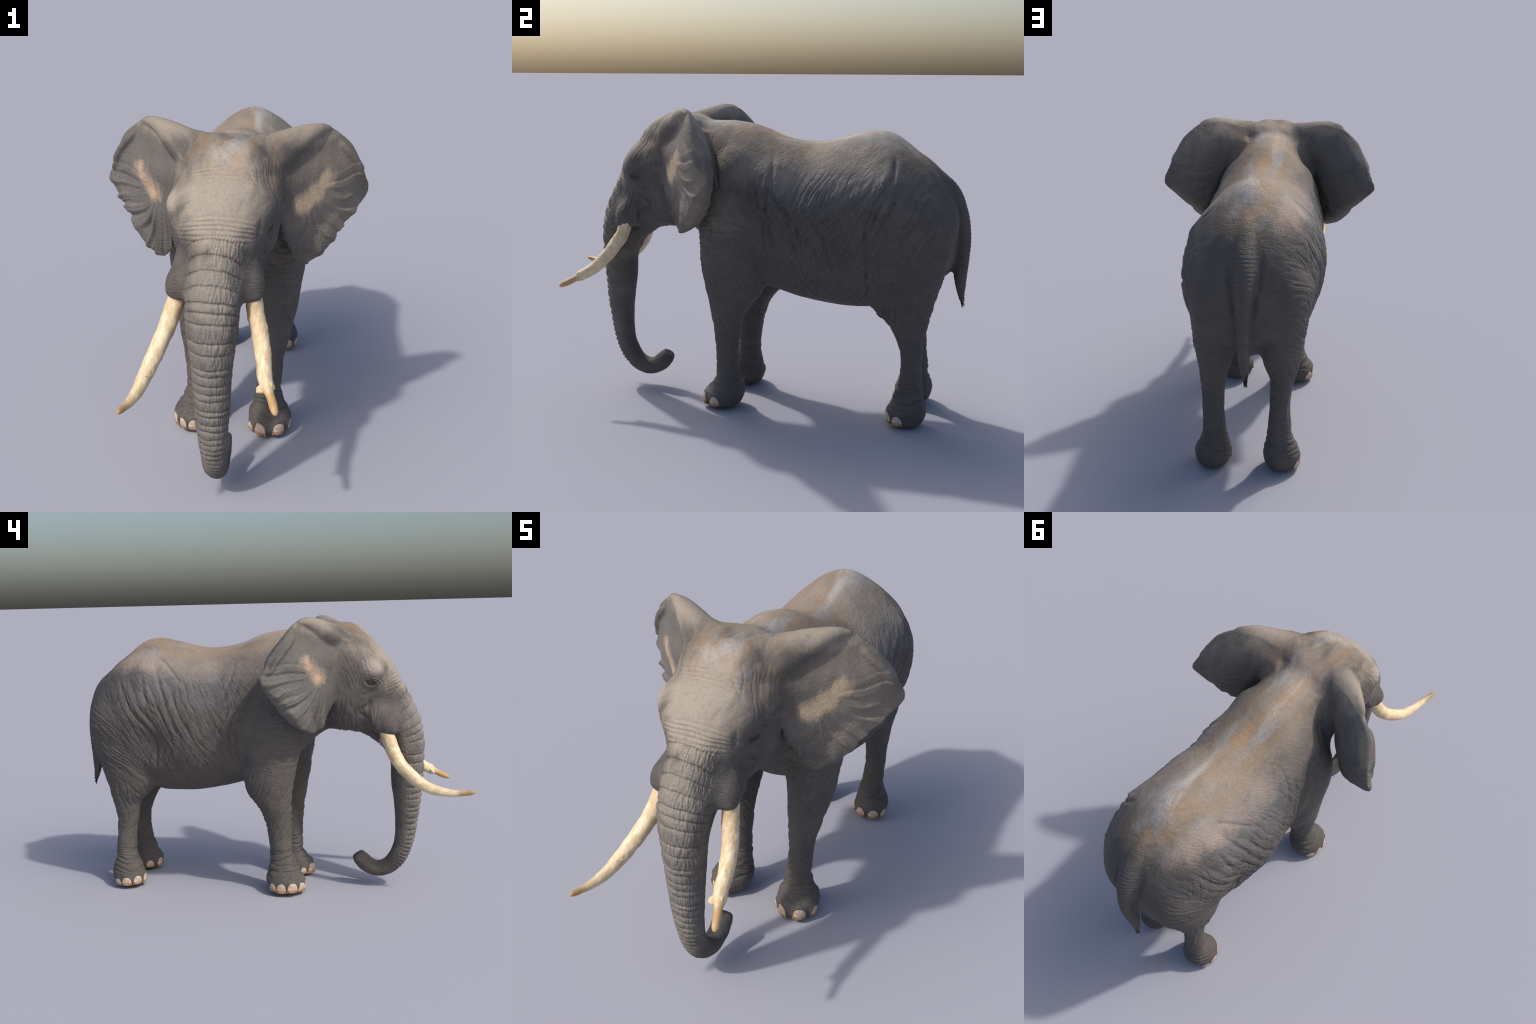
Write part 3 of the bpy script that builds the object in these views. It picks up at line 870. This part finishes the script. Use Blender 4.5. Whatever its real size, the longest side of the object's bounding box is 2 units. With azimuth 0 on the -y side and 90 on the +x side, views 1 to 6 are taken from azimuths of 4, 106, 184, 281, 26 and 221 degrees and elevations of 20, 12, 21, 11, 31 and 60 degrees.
def ivory_material(worn):
    m = Nodes('ivory')
    co = m.co.outputs['Object']
    long_n = m.noise(m.stretch(co, (5, 1.2, 1.6), (.55, 0, 0)), 16.0, 6, .65)
    spot = m.noise(co, 38.0, 6, .7)
    col = m.mix(m.ramp(long_n, .35, .65), (.70, .52, .30), (.84, .71, .49))
    col = m.mix(m.ramp(m.noise(co, 7.0, 4), .45, .66, 0, .75), col, (.60, .375, .145))
    col = m.mix(m.ramp(spot, .60, .74, 0, .75), col, (.22, .125, .06))
    crack = m.noise(m.stretch(co, (9, .7, 3), (.6, 0, 0)), 30.0, 3, .5)
    line = m.ramp(m.math('ABSOLUTE', m.math('SUBTRACT', crack, .5)), .0, .018, .45, 0)
    col = m.mix(line, col, (.30, .185, .085))
    tip = m.blob(co, (-.283, -.975, .558), (.03, .055, .03), m.math('MULTIPLY', m.math('SUBTRACT', spot, .5), 1.2))
    col = m.mix(m.math('MULTIPLY', tip, .75), col, (.36, .21, .085))
    root = m.blob(co, (-.02, -.59, .79), (.24, .06, .05), m.math('MULTIPLY', m.math('SUBTRACT', spot, .5), 1.2))
    col = m.mix(m.math('MULTIPLY', root, .6), col, (.50, .32, .16))
    if worn:
        f = m.blob(co, (.205, -.84, .55), (.05, .060, .055), m.math('MULTIPLY', m.math('SUBTRACT', spot, .5), 1.2))
        col = m.mix(m.math('MULTIPLY', f, .85), col, (.46, .255, .085))
    m.put(m.bsdf.inputs['Base Color'], col)
    m.put(m.bsdf.inputs['Roughness'], m.ramp(spot, .3, .7, .38, .6))
    m.put(m.bsdf.inputs['Normal'], m.bump(long_n, .35, .003))
    return m.mat


def nail_material():
    m = Nodes('toenail')
    co = m.co.outputs['Generated']
    d = m.vec('LENGTH', m.vec('MULTIPLY', m.vec('SUBTRACT', co, (.5, .5, .56)), (2, 0, 2)), out=1)
    n = m.noise(m.co.outputs['Object'], 60.0, 5, .6)
    d = m.math('ADD', d, m.math('MULTIPLY', m.math('SUBTRACT', n, .5), .25))
    sep = m.t.nodes.new('ShaderNodeSeparateXYZ'); m.put(sep.inputs[0], co)
    low = m.math('ADD', sep.outputs[2], m.math('MULTIPLY', m.math('SUBTRACT', n, .5), .2))
    col = m.mix(m.ramp(n, .35, .65), (.47, .345, .245), (.66, .55, .44))
    col = m.mix(m.ramp(low, .29, .38, 1, 0), col, m.mix(m.ramp(n, .38, .62), (.22, .115, .06), (.42, .26, .14)))
    col = m.mix(m.math('MULTIPLY', m.ramp(d, .72, .95, 0, .9), m.ramp(low, .35, .5)), col, (.33, .20, .105))
    m.put(m.bsdf.inputs['Base Color'], col)
    m.bsdf.inputs['Roughness'].default_value = .42
    return m.mat


def plain_material(name, colour, rough, spec=.5, scale=40.0):
    m = Nodes(name)
    n = m.noise(m.co.outputs['Object'], scale, 5, .6)
    m.put(m.bsdf.inputs['Base Color'], m.mix(m.ramp(n, .35, .65), tuple(c*.75 for c in colour), tuple(min(1, c*1.2) for c in colour)))
    m.bsdf.inputs['Roughness'].default_value = rough
    m.bsdf.inputs['Specular IOR Level'].default_value = spec
    return m.mat


IVORY, IVORY_WORN, NAIL = ivory_material(False), ivory_material(True), nail_material()
EYE = plain_material('eye', (.035, .022, .015), .08, .6)
PINK = plain_material('mouth_lining', (.42, .22, .19), .5)
HAIR = plain_material('tail_hair', (.030, .024, .020), .6, .3, 90.0)

# ------------------------------------------------------------------ objects
root = bpy.data.objects.new('elephant', None)
bpy.context.scene.collection.objects.link(root)
root['label'] = 'grey wrinkled African elephant with long curved tusks and spread ears'
root['category'] = 'elephant'


def new_object(name, mesh, parent, material):
    o = bpy.data.objects.new(name, mesh)
    bpy.context.scene.collection.objects.link(o)
    o.parent = parent
    if material:
        mesh.materials.append(material)
    mesh.polygons.foreach_set('use_smooth', np.ones(len(mesh.polygons), bool))
    return o


def mesh_from(name, verts, faces, quads=None):
    me = bpy.data.meshes.new(name)
    if quads is None:
        me.from_pydata(verts, [], faces)
    else:
        me.vertices.add(len(verts)); me.vertices.foreach_set('co', np.asarray(verts, np.float32).ravel())
        me.loops.add(len(quads)*4); me.loops.foreach_set('vertex_index', quads.astype(np.int32).ravel())
        me.polygons.add(len(quads)); me.polygons.foreach_set('loop_start', np.arange(0, len(quads)*4, 4, dtype=np.int32))
    me.update(calc_edges=True)
    me.validate()
    return me


NV = quad_normals(P, Q2)
labels = W2.argmax(1)
NECK, FOOT = len(PARTS), len(PARTS) + 1
face_lab = labels[Q2[:, 2]]                                   # the corner at the middle of the parent quad
fcen = P0[Q2].mean(1)
face_lab[(face_lab == 0) & (fcen[:, 1] < -.13) & (fcen[:, 2] > .70)] = NECK


def region(name, mask, parent):
    q = Q2[mask]
    used, inv = np.unique(q, return_inverse=True)
    me = mesh_from(name, P[used], None, inv.reshape(-1, 4))
    o = new_object(name, me, parent, SKIN)
    me.normals_split_custom_set_from_vertices(NV[used].astype(np.float32).tolist())
    return o


PART_OBJ = {}
for k, name in enumerate(PARTS + ['neck']):
    m = face_lab == k
    if 'leg' in name:
        low = fcen[:, 2] < .125
        leg = region(name, m & ~low, root)
        PART_OBJ[name] = leg
        region('foot', m & low, leg)
    else:
        PART_OBJ[name] = region(name, m, root)

tree = BVHTree.FromPolygons([tuple(p) for p in P], [tuple(q) for q in Q2])

# eyes: dark balls sunk between the lids
def ball(name, centre, radius, parent, material, scale=(1, 1, 1)):
    bm = bmesh.new()
    bmesh.ops.create_uvsphere(bm, u_segments=32, v_segments=20, radius=radius)
    for v in bm.verts:
        v.co = Vector((v.co.x*scale[0], v.co.y*scale[1], v.co.z*scale[2])) + Vector(centre)
    me = bpy.data.meshes.new(name); bm.to_mesh(me); bm.free()
    return new_object(name, me, parent, material)


for c, n in EYES:
    ball('eye', c - n*.0225, .0200, root, EYE, (1, 1.12, .95))

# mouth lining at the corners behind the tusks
ball('mouth', (-.100, -.556, .775), .024, root, PINK, (.9, .75, 1.35))

# toenails
def toenail(at, parent, size):
    at = Vector(at)
    loc, nor, _, _ = tree.find_nearest(at)
    nor = Vector((nor.x, nor.y, nor.z*.35)).normalized()
    up = (Vector((0, 0, 1)) - nor*nor.z).normalized()
    side = up.cross(nor)
    bm = bmesh.new()
    bmesh.ops.create_uvsphere(bm, u_segments=28, v_segments=16, radius=1.0)
    for v in bm.verts:
        a, b, c = v.co.x, v.co.y, v.co.z
        if c < 0:                                              # below its arched top the nail runs straight to the sole
            r = max(math.sqrt(max(0, 1 - c*c)), .35)
            a, b = a/r*(1 - .25*c*.6), b/r
        a = max(-1.2, min(1.2, a))
        curl = -.5*size*size/.085*a*a
        v.co = (a*size*1.12, b*.0065 + curl, c*size*(1.10 if c > 0 else 1.05))
    me = bpy.data.meshes.new('toenail'); bm.to_mesh(me); bm.free()
    o = new_object('toenail', me, parent, NAIL)
    from mathutils import Matrix
    rot = Matrix((side, nor, up)).transposed().to_4x4()
    # the mesh keeps world-free local axes: x across, y outwards, z up
    o.matrix_world = Matrix.Translation(loc - nor*.0012) @ rot
    return o


for leg, rows in TOES.items():
    for tx, ty, tz, size in rows:
        toenail((tx, ty, tz), PART_OBJ[leg], size)


# tusks
def tusk(rows, material, rough, n=90, k=36):
    rings = spine_tube_free(rows, n, k)
    c = rings.mean(1, keepdims=True)
    flat = rings.reshape(-1, 3)
    bumpy = 1 + rough*perlin(flat*34, 91) + rough*.5*perlin(flat*80, 92)
    rings = c + (rings - c)*bumpy.reshape(n, k, 1)
    v, f = tube_mesh(rings)
    me = mesh_from('tusk', v, f)
    return new_object('tusk', me, root, material)


tusk([(-.138, -.560, .875, .031), (-.166, -.592, .782, .0335), (-.182, -.613, .728, .0325), (-.199, -.640, .681, .0315), (-.214, -.676, .643, .030),
      (-.229, -.716, .609, .0285), (-.243, -.765, .577, .0265), (-.254, -.830, .556, .0225), (-.266, -.901, .550, .0165), (-.278, -.955, .555, .0125),
      (-.284, -.982, .559, .0095), (-.285, -.9945, .561, .003)], IVORY, .07)
t = tusk([(.108, -.568, .875, .029), (.122, -.600, .778, .0315), (.136, -.625, .735, .0305), (.148, -.651, .696, .030), (.158, -.682, .660, .029),
          (.166, -.716, .627, .0275), (.173, -.757, .598, .026), (.182, -.784, .582, .025), (.187, -.797, .574, .0235), (.191, -.806, .569, .0175),
          (.198, -.824, .560, .0145), (.206, -.842, .550, .0150), (.214, -.868, .538, .0135), (.218, -.882, .531, .0095), (.219, -.888, .528, .003)], IVORY_WORN, .09)
# splintered collar where the right tusk broke: a ring of uneven shards
frac = Pile()
axis = Vector((.185, -.792, .577)); d_ax = Vector((.36, -.82, -.44)).normalized()
s1 = d_ax.cross(Vector((0, 0, 1))).normalized(); s2 = d_ax.cross(s1)
for k in range(9):
    a = k*2*math.pi/9 + random.uniform(-.2, .2)
    out = s1*math.cos(a) + s2*math.sin(a)
    ln = random.uniform(.010, .020)
    base = axis + out*.0185 - d_ax*.004
    tip = base + d_ax*ln + out*random.uniform(-.004, .004)
    frac.add(tube_mesh(spine_tube_free([(*base, .0075), (*(base.lerp(tip, .5)), .006), (*tip, .0015)], 8, 10)))
# one broad chip still hangs on the inner side
base = axis + Vector((-.010, .004, .002))
frac.add(tube_mesh(spine_tube_free([(*base, .017), (base.x - .014, base.y - .012, base.z - .008, .016), (base.x - .024, base.y - .014, base.z - .010, .010), (base.x - .026, base.y - .018, base.z - .015, .002)], 5, 5)))
shards = new_object('tusk_splinter', mesh_from('tusk_splinter', frac.v, frac.f), t, IVORY_WORN)
shards['kind'] = 'stuff'
shards.data.polygons.foreach_set('use_smooth', np.zeros(len(shards.data.polygons), bool))

# tail tuft: stiff dark hairs flattened front to back
hair = Pile()
for k in range(46):
    a = random.uniform(0, 2*math.pi)
    z0 = random.uniform(.545, .66)
    rad = .004 + .09*max(0, z0 - .545)
    bx, by = .006 + math.cos(a)*rad, .970 + math.sin(a)*rad*1.1 - .06*max(0, z0 - .6)
    ln = random.uniform(.03, .06)
    tx, ty, tz = .0 + random.uniform(-.007, .007), .979 + random.uniform(-.009, .009), max(.503 + random.uniform(0, .02), z0 - ln)
    hair.add(tube_mesh(spine_tube_free([(bx, by, z0, .0026), ((bx + tx)/2 + math.cos(a)*.002, (by + ty)/2 + .002, (z0 + tz)/2, .0030), (tx, ty, tz, .0008)], 8, 6)))
tuft = new_object('tail_hair', mesh_from('tail_hair', hair.v, hair.f), PART_OBJ['tail'], HAIR)
tuft['kind'] = 'stuff'
for o in bpy.data.objects:
    if o.name.startswith('work'):
        bpy.data.objects.remove(o)
